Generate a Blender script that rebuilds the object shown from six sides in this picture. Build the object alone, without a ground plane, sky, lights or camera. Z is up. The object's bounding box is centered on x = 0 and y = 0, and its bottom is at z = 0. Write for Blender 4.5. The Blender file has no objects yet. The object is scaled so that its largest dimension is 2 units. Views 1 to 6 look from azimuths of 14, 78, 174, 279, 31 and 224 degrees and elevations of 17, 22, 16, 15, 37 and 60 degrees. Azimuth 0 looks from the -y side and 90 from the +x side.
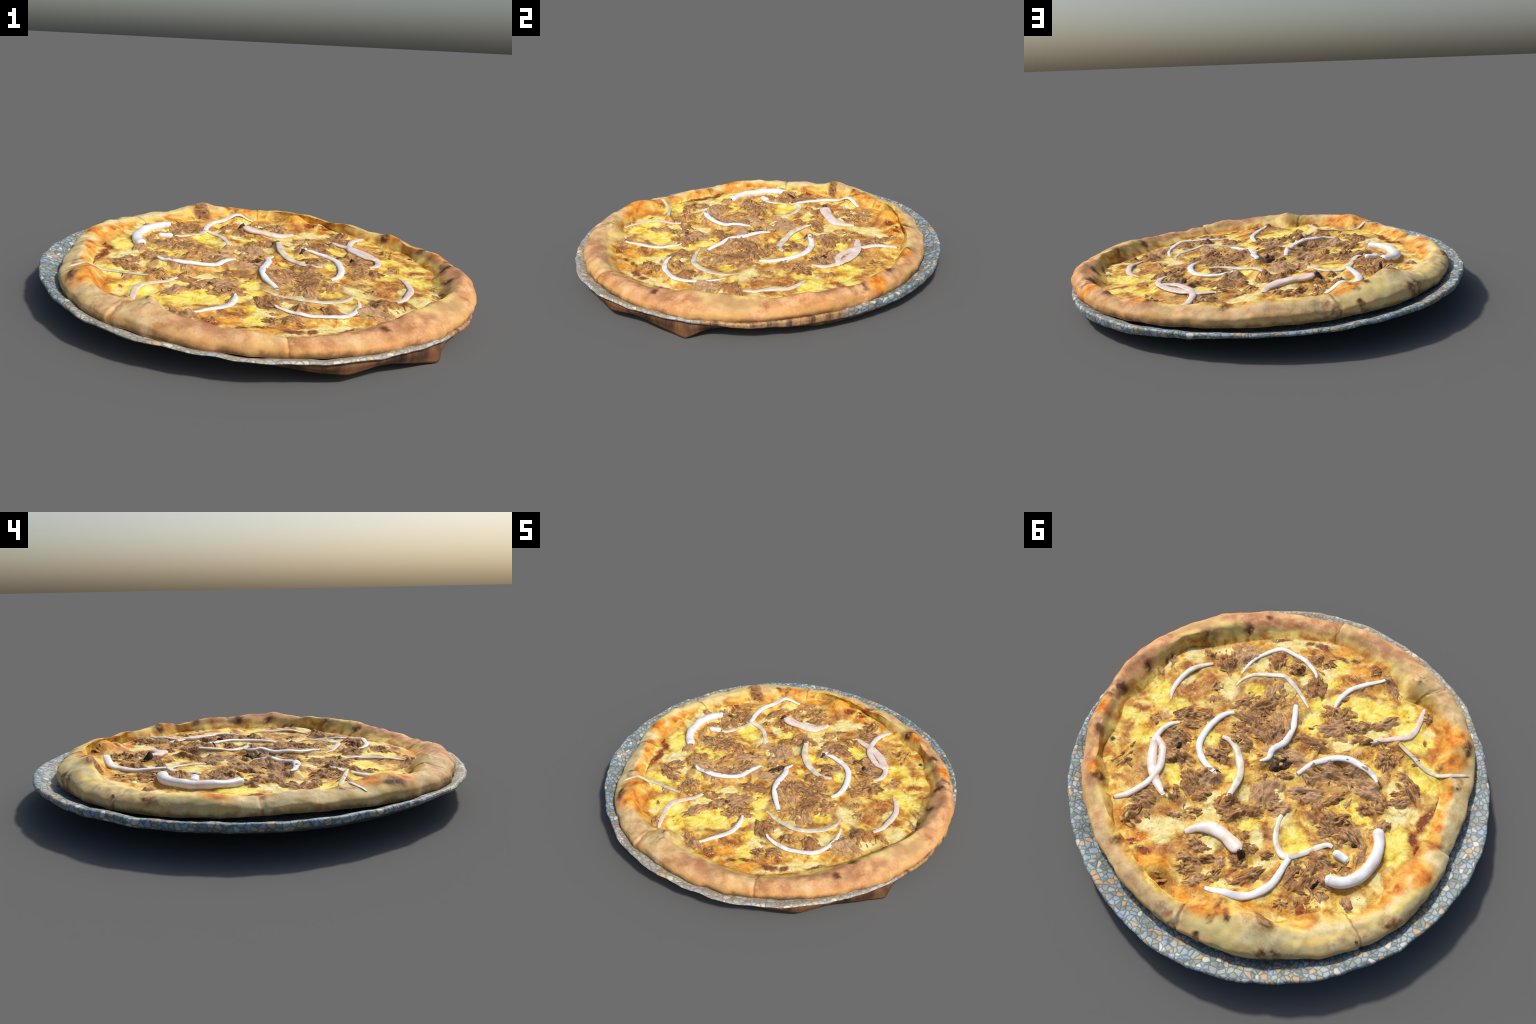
# A whole tuna-and-onion pizza on a pebble-patterned plate.
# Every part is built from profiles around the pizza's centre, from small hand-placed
# patches (x, y, half-length, half-width, turn in degrees) and from seeded noise.
import bpy, math, random
import numpy as np
from mathutils import noise, Vector

random.seed(7)
rng = np.random.default_rng(7)

# ------------------------------------------------------------------ placed patches
TUNA = [
    (0.582,-0.373,0.083,0.055,144), (0.632,-0.283,0.07,0.05,139), (0.73,-0.253,0.039,0.023,-180), (0.831,-0.088,0.044,0.025,151), (0.556,-0.133,0.031,0.023,-87),
    (0.291,-0.285,0.086,0.05,115), (0.372,-0.162,0.073,0.029,-112), (0.272,-0.197,0.097,0.052,-111), (0.546,0.092,0.061,0.041,-125), (0.475,0.035,0.059,0.039,-156),
    (0.632,0.212,0.03,0.027,177), (0.838,0.005,0.043,0.022,152), (0.221,-0.111,0.128,0.088,177), (0.278,-0.036,0.056,0.045,-143), (0.12,-0.126,0.084,0.069,136),
    (0.457,0.211,0.076,0.056,-175), (0.471,0.117,0.042,0.028,-141), (0.219,0.024,0.058,0.042,-170), (0.428,-0.462,0.058,0.04,135), (0.293,-0.601,0.046,0.037,-172),
    (0.228,-0.617,0.038,0.029,130), (0.167,-0.454,0.067,0.053,131), (0.006,-0.733,0.031,0.029,113), (-0.105,-0.725,0.083,0.031,156), (-0.008,-0.413,0.082,0.056,-168),
    (-0.072,-0.339,0.074,0.051,-136), (-0.126,-0.404,0.078,0.039,-137), (-0.221,-0.506,0.071,0.028,-124), (-0.223,-0.554,0.038,0.017,-124), (-0.357,-0.683,0.034,0.021,124),
    (0.138,-0.164,0.1,0.042,149), (-0.042,-0.2,0.084,0.043,-163), (-0.2,-0.366,0.055,0.028,-150), (-0.308,-0.42,0.045,0.027,-164), (0.005,-0.063,0.092,0.042,-157),
    (-0.227,-0.14,0.146,0.062,-150), (-0.286,-0.229,0.067,0.047,-165), (-0.364,-0.35,0.064,0.053,120), (-0.519,-0.317,0.084,0.038,158), (-0.509,-0.26,0.039,0.017,-130),
    (-0.54,-0.228,0.052,0.029,-135), (-0.394,-0.168,0.074,0.045,-162), (-0.479,-0.159,0.048,0.043,167), (-0.454,-0.096,0.039,0.033,176), (-0.205,0.026,0.075,0.04,-150),
    (-0.301,-0.015,0.061,0.02,-126), (-0.325,0.063,0.09,0.051,176), (-0.441,0.053,0.096,0.055,176), (-0.431,0.106,0.064,0.041,-173), (-0.467,0.241,0.066,0.044,-161),
    (-0.545,0.205,0.053,0.027,-148), (-0.457,0.34,0.076,0.055,-91), (-0.551,0.317,0.057,0.055,164), (-0.562,-0.078,0.041,0.026,-91), (-0.582,0.11,0.068,0.025,112),
    (-0.557,0.413,0.056,0.037,-115), (-0.679,0.3,0.037,0.02,148), (-0.478,0.487,0.028,0.025,-139), (0.574,0.474,0.041,0.032,-93), (0.337,0.545,0.061,0.048,-165),
    (0.323,0.62,0.047,0.03,-115), (0.295,0.66,0.042,0.036,-178), (0.265,0.444,0.046,0.039,154), (0.225,0.331,0.074,0.056,176), (0.184,0.272,0.058,0.053,159),
    (0.16,0.355,0.044,0.035,-145), (0.113,0.446,0.044,0.029,-141), (0.246,0.157,0.065,0.042,-154), (0.384,0.284,0.069,0.045,-168), (0.017,0.311,0.061,0.054,-148),
    (-0.04,0.312,0.065,0.039,-113), (-0.046,0.131,0.09,0.063,123), (-0.157,0.165,0.052,0.039,-139), (-0.091,0.252,0.039,0.029,-140), (-0.131,0.371,0.035,0.027,-167),
    (-0.276,0.369,0.025,0.023,-143), (-0.018,0.544,0.041,0.026,-173), (-0.051,0.626,0.055,0.045,-147), (-0.102,0.56,0.046,0.022,-138), (-0.152,0.527,0.027,0.025,153),
    (-0.21,0.479,0.059,0.027,-149), (-0.29,0.495,0.065,0.031,-110), (-0.178,0.592,0.037,0.026,-91), (-0.128,0.657,0.054,0.031,-139), (-0.059,0.661,0.029,0.022,-144),
    (-0.017,0.778,0.033,0.022,-142), (-0.483,0.594,0.057,0.028,168),
]
TOAST = [
    (0.623,-0.037,0.111,0.067,-117), (0.606,-0.128,0.059,0.036,-108), (0.76,-0.11,0.027,0.025,-156), (0.74,-0.146,0.025,0.02,143), (0.738,0.216,0.055,0.019,-156),
    (0.687,0.339,0.037,0.028,-145), (0.653,0.391,0.034,0.027,154), (0.811,0.172,0.036,0.028,149), (0.733,-0.001,0.045,0.026,119), (0.617,0.174,0.038,0.023,-140),
    (0.327,-0.632,0.035,0.023,-138), (-0.016,-0.571,0.057,0.027,-144), (-0.218,-0.458,0.055,0.025,-150), (0.115,-0.2,0.085,0.033,126), (0.073,-0.647,0.059,0.03,-123),
    (0.344,-0.555,0.045,0.026,-138), (-0.209,0.299,0.056,0.025,143), (0.092,0.672,0.057,0.036,-153), (0.025,0.591,0.055,0.032,-140), (-0.229,0.527,0.049,0.026,-138),
    (0.509,0.546,0.04,0.021,-140), (0.44,0.487,0.027,0.021,-147), (-0.168,0.032,0.057,0.025,-137), (-0.593,-0.264,0.043,0.024,-135), (-0.629,0.443,0.024,0.023,119),
    (0.257,0.664,0.039,0.03,172), (-0.086,0.749,0.052,0.032,-179), (-0.15,0.716,0.043,0.032,179), (0.749,0.081,0.031,0.028,169), (0.403,-0.297,0.049,0.025,-139),
    (0.275,-0.67,0.043,0.024,179), (0.397,-0.188,0.039,0.024,-139),
]
LEMON = [
    (0.73,0.087,0.072,0.053,145), (0.678,0.262,0.03,0.027,177), (0.604,0.317,0.054,0.048,-174), (0.757,0.281,0.039,0.033,-160), (0.597,0.084,0.053,0.041,-145),
    (0.395,-0.247,0.044,0.036,-143), (0.333,0.105,0.039,0.028,140), (0.168,-0.645,0.039,0.038,-120), (0.086,-0.398,0.047,0.041,-136), (0.057,-0.33,0.032,0.028,130),
    (-0.111,-0.545,0.118,0.052,-157), (-0.134,-0.488,0.07,0.034,-137), (-0.257,-0.639,0.048,0.045,-97), (-0.326,-0.572,0.055,0.034,-135), (-0.404,-0.545,0.069,0.059,-122),
    (0.177,-0.703,0.034,0.026,-136), (0.031,-0.48,0.047,0.036,-136), (0.04,-0.284,0.057,0.042,132), (-0.539,-0.405,0.086,0.052,153), (-0.605,-0.383,0.031,0.026,113),
    (-0.406,-0.052,0.066,0.043,-175), (-0.469,-0.044,0.043,0.019,-137), (-0.307,0.221,0.051,0.047,-138), (-0.357,0.256,0.05,0.027,-137), (-0.655,-0.069,0.056,0.045,119),
    (-0.688,-0.007,0.047,0.043,-96), (0.311,0.361,0.053,0.04,146), (0.363,0.351,0.033,0.03,179), (-0.122,0.321,0.039,0.037,-173), (0.13,0.188,0.045,0.031,-140),
    (0.135,-0.541,0.039,0.031,-136),
]
PALE = [
    (0.776,-0.199,0.055,0.05,-156), (0.503,-0.157,0.061,0.044,139), (0.327,-0.084,0.035,0.028,141), (0.664,-0.339,0.075,0.029,-137), (0.496,-0.392,0.055,0.045,-141),
    (0.846,-0.063,0.068,0.02,131), (0.186,-0.57,0.044,0.037,-136), (-0.209,-0.427,0.078,0.028,-137), (-0.15,-0.284,0.045,0.033,-136), (0.268,-0.322,0.042,0.038,139),
    (0.275,-0.364,0.03,0.029,141), (0.24,-0.462,0.034,0.031,-138), (-0.555,-0.195,0.043,0.029,-134), (-0.629,-0.211,0.034,0.029,113), (-0.48,-0.254,0.045,0.022,127),
    (-0.055,0.04,0.04,0.026,-138), (-0.128,0.13,0.025,0.022,137), (-0.72,0.143,0.039,0.032,121), (-0.587,-0.14,0.051,0.029,-135), (-0.198,0.179,0.039,0.034,136),
    (-0.712,0.265,0.037,0.031,123), (0.171,0.585,0.108,0.038,-138), (0.227,0.611,0.039,0.026,144), (0.048,0.406,0.056,0.043,-143), (-0.048,0.492,0.061,0.042,140),
    (-0.249,0.58,0.045,0.026,-139), (-0.194,0.345,0.056,0.025,135), (0.001,0.209,0.045,0.026,136), (0.097,0.33,0.04,0.035,148), (-0.112,0.118,0.03,0.026,137),
    (0.151,0.441,0.026,0.02,-144), (-0.144,0.594,0.025,0.018,-141), (-0.304,0.398,0.041,0.027,-138), (0.128,0.623,0.051,0.028,-140), (0.419,-0.634,0.175,0.023,-143),
    (-0.532,0.544,0.059,0.024,-153), (-0.411,-0.611,0.028,0.022,-128), (0.691,-0.066,0.036,0.024,-92),
]
SAUCE = [
    (-0.681,-0.226,0.096,0.019,100), (-0.675,-0.325,0.04,0.01,106), (-0.701,-0.124,0.032,0.021,124), (-0.744,-0.089,0.032,0.012,118), (0.387,-0.661,0.025,0.013,-138),
    (0.327,-0.684,0.043,0.015,-171), (0.521,-0.576,0.04,0.01,-138), (0.202,-0.692,0.042,0.012,-171), (0.026,-0.757,0.029,0.022,-134), (0.135,-0.727,0.029,0.012,-138),
    (0.125,0.721,0.036,0.015,-164), (-0.559,0.451,0.021,0.02,128), (-0.215,0.07,0.022,0.02,-137), (0.205,0.725,0.026,0.009,-138),
]
ORANGE = [
    (0.229,-0.734,0.039,0.032,-135), (0.076,-0.695,0.059,0.031,-152), (0.351,0.659,0.03,0.015,-140), (0.275,0.694,0.053,0.017,-178), (0.064,0.742,0.089,0.029,-168),
    (0.208,0.684,0.05,0.02,-160), (0.042,0.727,0.074,0.034,-160), (0.103,0.729,0.053,0.022,-159), (-0.289,0.714,0.091,0.032,-143), (-0.141,0.745,0.06,0.028,178),
    (-0.358,0.598,0.06,0.025,-138), (-0.73,-0.245,0.062,0.028,113), (-0.669,-0.398,0.065,0.025,121), (-0.77,-0.15,0.041,0.031,-129), (-0.785,-0.004,0.068,0.035,-135),
    (-0.766,0.101,0.052,0.047,-73), (-0.779,0.198,0.049,0.024,-105), (-0.614,0.478,0.043,0.024,-137), (-0.843,0.006,0.052,0.031,-94), (-0.523,-0.634,0.07,0.062,-102),
    (-0.448,-0.684,0.047,0.024,147), (0.854,0.357,0.041,0.032,153), (-0.604,-0.523,0.068,0.045,-118), (0.596,0.606,0.042,0.026,147),
]
YELLOW_DOUGH = [
    (0.7,-0.424,0.115,0.057,-159), (0.767,-0.28,0.08,0.039,-123), (0.854,-0.225,0.063,0.031,-95), (0.847,-0.039,0.091,0.043,113), (0.76,0.312,0.075,0.032,156),
    (0.708,0.416,0.073,0.031,156), (0.612,0.546,0.093,0.036,134), (0.478,0.666,0.031,0.025,161), (0.503,-0.615,0.126,0.04,-145), (0.324,-0.722,0.075,0.033,-145),
    (0.062,-0.785,0.13,0.024,-180), (-0.134,-0.769,0.048,0.029,111), (-0.366,-0.695,0.087,0.028,142), (-0.593,-0.573,0.077,0.032,-156), (-0.575,0.55,0.077,0.036,-147),
    (-0.681,0.396,0.046,0.02,-137), (-0.851,0.082,0.093,0.019,-93), (-0.685,0.516,0.153,0.015,-125), (-0.858,0.155,0.083,0.023,87),
]
CHAR = [
    (0.79,-0.308,0.036,0.03,143), (0.876,0.039,0.028,0.015,141), (0.764,0.447,0.034,0.018,144), (0.648,-0.623,0.02,0.017,-139), (0.672,-0.495,0.02,0.017,-141),
    (0.854,-0.11,0.017,0.014,-58), (0.861,-0.064,0.02,0.01,118), (-0.204,-0.809,0.028,0.025,100), (-0.566,-0.478,0.019,0.017,95), (-0.609,-0.657,0.03,0.019,142),
    (-0.617,-0.622,0.032,0.017,122), (-0.32,0.738,0.02,0.016,-144), (-0.366,0.69,0.028,0.016,137), (-0.206,0.866,0.02,0.014,-143), (-0.581,0.682,0.045,0.015,-137),
    (-0.307,0.66,0.031,0.013,-105), (0.183,0.732,0.021,0.008,-139), (0.239,0.772,0.022,0.018,-157), (0.555,0.621,0.034,0.019,-164), (-0.318,0.821,0.016,0.012,-143),
    (-0.036,0.763,0.021,0.017,-151), (-0.689,-0.44,0.022,0.019,-110), (-0.868,0.249,0.028,0.01,-116), (-0.823,0.398,0.008,0.007,96), (0.885,0.215,0.031,0.027,173),
    (0.891,0.277,0.033,0.02,-179), (0.697,0.437,0.02,0.016,155),
]
# tint, width, thickness/width, start taper, end taper, lift (start, middle, end), path
ONIONS = [
    ("white", 0.053, 0.75, 0.85, 0.9, (0.015, 0.02, 0.035),
     [(-0.558, -0.051), (-0.609, 0.003), (-0.637, 0.064), (-0.647, 0.128), (-0.64, 0.189), (-0.617, 0.237), (-0.582, 0.27), (-0.544, 0.284)]),
    ("white", 0.038, 0.8, 0.9, 0.9, (0.012, 0.012, 0.012),
     [(-0.486, 0.164), (-0.523, 0.157), (-0.562, 0.152)]),
    ("white", 0.032, 0.5, 0.6, 0.25, (0.012, 0.03, 0.035),
     [(-0.103, -0.022), (-0.121, -0.098), (-0.149, -0.159), (-0.19, -0.207), (-0.247, -0.235), (-0.315, -0.243), (-0.374, -0.24), (-0.41, -0.224)]),
    ("white", 0.032, 0.55, 0.7, 0.2, (0.01, 0.025, 0.03),
     [(0.175, -0.314), (0.115, -0.238), (0.076, -0.178), (0.059, -0.107), (0.067, -0.036), (0.051, 0.011), (0.069, 0.054)]),
    ("white", 0.036, 0.42, 0.3, 0.5, (0.012, 0.012, 0.02),
     [(-0.191, 0.658), (-0.254, 0.635), (-0.309, 0.604), (-0.352, 0.562), (-0.381, 0.506), (-0.391, 0.44), (-0.375, 0.36), (-0.367, 0.315)]),
    ("pale", 0.03, 0.32, 0.3, 0.6, (0.004, 0.008, 0.022),
     [(-0.193, 0.129), (-0.198, 0.191), (-0.222, 0.241), (-0.263, 0.292), (-0.314, 0.32), (-0.354, 0.32), (-0.381, 0.276), (-0.407, 0.231), (-0.428, 0.186), (-0.447, 0.158), (-0.469, 0.152)]),
    ("pink", 0.062, 0.4, 0.3, 0.9, (0.006, 0.018, 0.045),
     [(0.064, 0.537), (0.032, 0.478), (-0.012, 0.443), (-0.075, 0.432), (-0.133, 0.435), (-0.193, 0.441)]),
    ("pink", 0.037, 0.42, 0.6, 0.3, (0.012, 0.02, 0.02),
     [(0.433, 0.639), (0.397, 0.577), (0.382, 0.509), (0.384, 0.442), (0.404, 0.383), (0.442, 0.333), (0.478, 0.302), (0.523, 0.291), (0.543, 0.279), (0.552, 0.234), (0.545, 0.19), (0.517, 0.153)]),
    ("pink", 0.046, 0.25, 0.8, 0.4, (0.01, 0.012, 0.015),
     [(0.544, 0.279), (0.513, 0.326), (0.467, 0.378), (0.421, 0.416), (0.374, 0.441), (0.325, 0.46), (0.273, 0.476)]),
    ("white", 0.033, 0.5, 0.6, 0.4, (0.008, 0.015, 0.035),
     [(0.367, -0.074), (0.394, -0.032), (0.399, 0.041), (0.383, 0.119), (0.353, 0.176), (0.303, 0.213), (0.257, 0.23), (0.21, 0.237), (0.166, 0.242)]),
    ("pale", 0.038, 0.36, 0.4, 0.6, (0.015, 0.008, 0.04),
     [(0.307, 0.07), (0.267, 0.058), (0.209, 0.07), (0.159, 0.101), (0.118, 0.132), (0.082, 0.176), (0.058, 0.23), (0.038, 0.289)]),
    ("pink", 0.031, 0.38, 0.5, 0.15, (0.003, 0.006, 0.004),
     [(0.671, -0.22), (0.704, -0.167), (0.722, -0.097), (0.72, -0.022), (0.697, 0.038), (0.661, 0.085)]),
    ("white", 0.026, 0.4, 0.2, 0.15, (0.004, 0.022, 0.01),
     [(0.516, -0.269), (0.529, -0.342), (0.521, -0.418), (0.492, -0.488), (0.458, -0.523), (0.397, -0.538), (0.338, -0.547), (0.276, -0.537), (0.226, -0.518), (0.205, -0.498)]),
    ("pale", 0.027, 0.3, 0.2, 0.3, (0.004, 0.005, 0.004),
     [(0.484, -0.197), (0.484, -0.255), (0.458, -0.312), (0.398, -0.362), (0.342, -0.396), (0.294, -0.398), (0.228, -0.384), (0.17, -0.364), (0.117, -0.341)]),
    ("white", 0.026, 0.4, 0.35, 0.15, (0.022, 0.008, 0.006),
     [(-0.069, -0.734), (-0.04, -0.688), (0.005, -0.623), (0.035, -0.563), (0.04, -0.503), (0.031, -0.456), (0.019, -0.423)]),
    ("pink", 0.032, 0.32, 0.4, 0.15, (0.016, 0.008, 0.015),
     [(-0.236, -0.376), (-0.273, -0.431), (-0.321, -0.488), (-0.355, -0.533), (-0.357, -0.584), (-0.336, -0.654), (-0.308, -0.724)]),
    ("pale", 0.022, 0.35, 0.5, 0.2, (0.04, 0.008, 0.0),
     [(-0.346, -0.459), (-0.405, -0.452), (-0.449, -0.448), (-0.501, -0.439), (-0.551, -0.439), (-0.598, -0.451), (-0.64, -0.477), (-0.674, -0.513), (-0.696, -0.536)]),
]
DARK_BITS = [(-.010, -.015, .075, .034, 70), (.175, .228, .022, .016, 40), (-.206, .448, .032, .020, 150), (.19, .315, .035, .018, 10),
    (-.535, .065, .03, .016, 60), (.43, .24, .03, .016, 100), (-.12, -.385, .03, .014, 20), (-.53, .33, .03, .015, 80), (.09, .02, .025, .012, 120)]

# ------------------------------------------------------------------ profiles by angle
def periodic(samples, blur=3.0):
    """(angle, value) control points -> smooth periodic function of angle in degrees."""
    samples = sorted(samples)
    a = np.array([s[0] for s in samples], float)
    v = np.array([s[1] for s in samples], float)
    a = np.concatenate([a - 360, a, a + 360]); v = np.tile(v, 3)
    grid = np.arange(-360, 720, 0.5)
    g = np.interp(grid, a, v)
    k = np.exp(-0.5 * (np.arange(-24, 25) * 0.5 / blur) ** 2); k /= k.sum()
    g = np.convolve(g, k, "same")
    return lambda deg: np.interp(np.mod(deg, 360.0), grid, g)

# inner edge of the crust, where the topping begins
INNER = periodic([(4, .823), (10, .817), (16, .86), (22, .833), (28, .822), (34, .845), (39, .85), (46, .789), (52, .80),
    (58, .776), (65, .797), (72, .805), (79, .78), (88, .797), (96, .80), (105, .767), (111, .707), (118, .693), (126, .712),
    (132, .765), (139, .735), (147, .738), (154, .78), (162, .799), (167, .783), (171, .748), (177, .748), (184, .756),
    (195, .743), (204, .749), (211, .757), (217, .745), (221, .712), (232, .784), (238, .787), (246, .80), (250, .772),
    (254, .714), (259, .751), (264, .767), (271, .773), (281, .79), (286, .803), (291, .807), (304, .791), (315, .784),
    (325, .789), (335, .801), (340, .819), (344, .864), (351, .864), (358, .84)], 1.6)
# outermost reach of the crust
OUTER = periodic([(0, .999), (15, .979), (30, .952), (45, .924), (60, .898), (75, .88), (90, .881), (105, .891), (120, .901),
    (135, .912), (150, .923), (165, .926), (180, .906), (195, .88), (210, .889), (225, .923), (240, .939), (255, .939),
    (270, .941), (285, .941), (300, .944), (315, .963), (330, .990), (345, 1.003)], 3.0)
# height of the crust's crest
CREST = periodic([(0, .175), (10, .166), (18, .154), (25, .168), (32, .150), (42, .162), (50, .160), (57, .160), (65, .178),
    (73, .170), (82, .190), (90, .194), (98, .190), (98.5, .190), (105, .188), (112, .202), (120, .212), (128, .222), (133, .216), (138, .190), (145, .195),
    (152, .190), (158, .196), (165, .194), (172, .199), (180, .202), (187, .186), (195, .187), (203, .190), (211, .190),
    (217, .198), (224, .210), (230, .204), (238, .189), (246, .187), (252, .192), (257, .198), (262, .180), (274, .163),
    (280, .160), (293, .142), (302, .140), (311, .138), (320, .150), (327, .164), (336, .160), (345, .164), (352, .158)], 2.0)
# how far the crest stands inside the outer reach
SET_IN = periodic([(0, .05), (12, .05), (30, .07), (50, .07), (65, .09), (75, .10), (90, .09), (105, .09), (113, .12), (128, .13), (136, .10),
    (145, .08), (165, .06), (180, .055), (190, .06), (213, .09), (221, .13), (228, .09), (240, .06), (249, .10), (255, .12), (261, .08), (275, .06),
    (290, .05), (305, .06), (316, .08), (324, .10), (339, .11), (350, .09)], 2.5)
# plate lip: radius and height
LIP_R = periodic([(0, .994), (15, .991), (30, .997), (45, .991), (60, .978), (75, .974), (90, .983), (105, 1.000), (120, 1.004),
    (135, 1.000), (150, 1.000), (165, .999), (180, .995), (195, .995), (210, .984), (225, .973), (240, .98), (255, .985),
    (270, .981), (285, .99), (300, .997), (315, .993), (330, .999), (345, 1.003)], 4)
LIP_Z = periodic([(0, .087), (30, .096), (60, .105), (90, .114), (105, .124), (120, .127), (150, .134), (180, .138), (210, .138), (240, .130),
    (270, .112), (300, .095), (330, .085)], 6)

# how deep the plate's edge hangs below its lip
LIP_T = periodic([(0, .040), (30, .045), (55, .035), (80, .014), (120, .018), (150, .034), (190, .034), (230, .022), (270, .008), (330, .014)], 6)

CRACKS = [(-68, .010, .9), (105, .006, .7), (155, .008, .8), (-110, .009, 1.1), (191, .011, .8)]
# local puffs on the crust: x, y, reach, height
PUFFS = [(-.195, -.765, .050, .026), (-.33, -.80, .05, -.010), (.20, -.84, .06, .010), (.45, -.78, .05, -.006), (-.48, .62, .065, .026), (.70, -.43, .05, .018), (-.63, -.62, .06, .006), (.83, .31, .05, .008), (.60, .62, .05, .006)]

# swellings where cheese and crust have puffed up together
MOUNDS = [(.03, .748, .070, .062), (.17, .745, .05, .025), (.34, .66, .05, .018), (-.30, .665, .065, .052), (.78, -.14, .06, .016), (-.62, -.47, .06, .008), (0, -.76, .05, .012),
    (.32, -.40, .11, .012), (-.62, .38, .06, .012)]

def vnoise(x, y, z, scale, octaves=3):
    """fractal noise for arrays"""
    out = np.empty(x.size)
    xf, yf, zf = x.ravel(), y.ravel(), np.broadcast_to(z, x.shape).ravel()
    for i in range(x.size):
        out[i] = noise.fractal(Vector((xf[i] * scale, yf[i] * scale, zf[i] * scale)), 1.0, 2.0, octaves)
    return out.reshape(x.shape)

def patch_distance(x, y, e):
    cx, cy, a, b, rot = e
    t = math.radians(rot)
    dx, dy = x - cx, y - cy
    return np.hypot((dx * math.cos(t) + dy * math.sin(t)) / a, (-dx * math.sin(t) + dy * math.cos(t)) / b)

def table_height(x, y):
    """the tilted sheet of the topping, without relief"""
    z = 0.1265 - 0.042 * x + 0.008 * y + .05 * np.clip(x - .4, 0, 1) ** 2
    for cx, cy, reach, height in MOUNDS:
        z = z + height * np.exp(-((x - cx) ** 2 + (y - cy) ** 2) / reach ** 2)
    return z

def tuna_cover(x, y):
    d = np.full(x.shape, 9.0)
    for e in TUNA:
        d = np.minimum(d, patch_distance(x, y, e))
    return np.clip((1.25 - d) / .6, 0, 1)

# relief of the topping on a grid, looked up by everything that lies on it
GRID_N = 520
gx = np.linspace(-1, 1, GRID_N)
GX, GY = np.meshgrid(gx, gx, indexing="xy")
warp = vnoise(GX, GY, 0.3, 14, 2) * .016
warp2 = vnoise(GX, GY, 5.3, 14, 2) * .016
cover = tuna_cover(GX + warp, GY + warp2)
cover = cover * cover * (3 - 2 * cover)
lumps = vnoise(GX, GY, 1.7, 10, 4)
fine = vnoise(GX, GY, 8.1, 42, 3)
RELIEF = table_height(GX, GY) + .0065 * lumps + .0020 * fine + cover * (.003 + .006 * np.abs(fine) + .010 * lumps)

def catmull(points, per):
    P = np.array(points, float)
    P = np.vstack([2 * P[0] - P[1], P, 2 * P[-1] - P[-2]])
    out = []
    for i in range(1, len(P) - 2):
        for t in np.linspace(0, 1, per, endpoint=False):
            out.append(.5 * (2 * P[i] + (P[i + 1] - P[i - 1]) * t + (2 * P[i - 1] - 5 * P[i] + 4 * P[i + 1] - P[i + 2]) * t * t
                       + (3 * P[i] - P[i - 1] - 3 * P[i + 1] + P[i + 2]) * t ** 3))
    out.append(P[-2])
    return np.array(out)

# cheese and tuna are drawn up along the onion slices
ridge = np.zeros_like(RELIEF)
for tint, width, thick, tip0, tip1, lifts, path in ONIONS:
    c = catmull(path, 5)
    for k, (px, py) in enumerate(c):
        if math.hypot(px, py) > .76:
            continue
        lift = np.interp(k / (len(c) - 1), [0, .5, 1], lifts)
        reach = .016 + width * .35
        i0, i1 = [int(np.clip((px + q * .08 + 1) / 2 * (GRID_N - 1), 0, GRID_N - 1)) for q in (-1, 1)]
        j0, j1 = [int(np.clip((py + q * .08 + 1) / 2 * (GRID_N - 1), 0, GRID_N - 1)) for q in (-1, 1)]
        sx, sy = GX[j0:j1, i0:i1], GY[j0:j1, i0:i1]
        g = lift * .9 * np.exp(-((sx - px) ** 2 + (sy - py) ** 2) / reach ** 2)
        ridge[j0:j1, i0:i1] = np.maximum(ridge[j0:j1, i0:i1], g)
RELIEF += ridge

def surface(x, y):
    """height of the topping with its relief"""
    fx = np.clip((np.asarray(x, float) + 1) / 2 * (GRID_N - 1), 0, GRID_N - 1.001)
    fy = np.clip((np.asarray(y, float) + 1) / 2 * (GRID_N - 1), 0, GRID_N - 1.001)
    i, j = fx.astype(int), fy.astype(int)
    u, v = fx - i, fy - j
    R = RELIEF
    return R[j, i] * (1 - u) * (1 - v) + R[j, i + 1] * u * (1 - v) + R[j + 1, i] * (1 - u) * v + R[j + 1, i + 1] * u * v

# ------------------------------------------------------------------ mesh helpers
def mesh_object(name, verts, faces, material, parent=None, smooth=True):
    me = bpy.data.meshes.new(name)
    me.from_pydata([tuple(map(float, v)) for v in verts], [], faces)
    me.polygons.foreach_set("use_smooth", [smooth] * len(me.polygons))
    me.materials.append(material)
    me.update()
    ob = bpy.data.objects.new(name, me)
    bpy.context.scene.collection.objects.link(ob)
    ob.parent = parent
    return ob

def ring_faces(rows, n, start=0):
    f = []
    for r in range(rows - 1):
        a, b = start + r * n, start + (r + 1) * n
        for i in range(n):
            j = (i + 1) % n
            f.append((a + i, b + i, b + j, a + j))
    return f

# ------------------------------------------------------------------ node helpers
def srgb(r, g, b, light=1.0):
    f = lambda c: (c / 255 / 12.92) if c / 255 <= .04045 else ((c / 255 + .055) / 1.055) ** 2.4
    return (min(.95, f(r) / light), min(.95, f(g) / light), min(.95, f(b) / light), 1)

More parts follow.
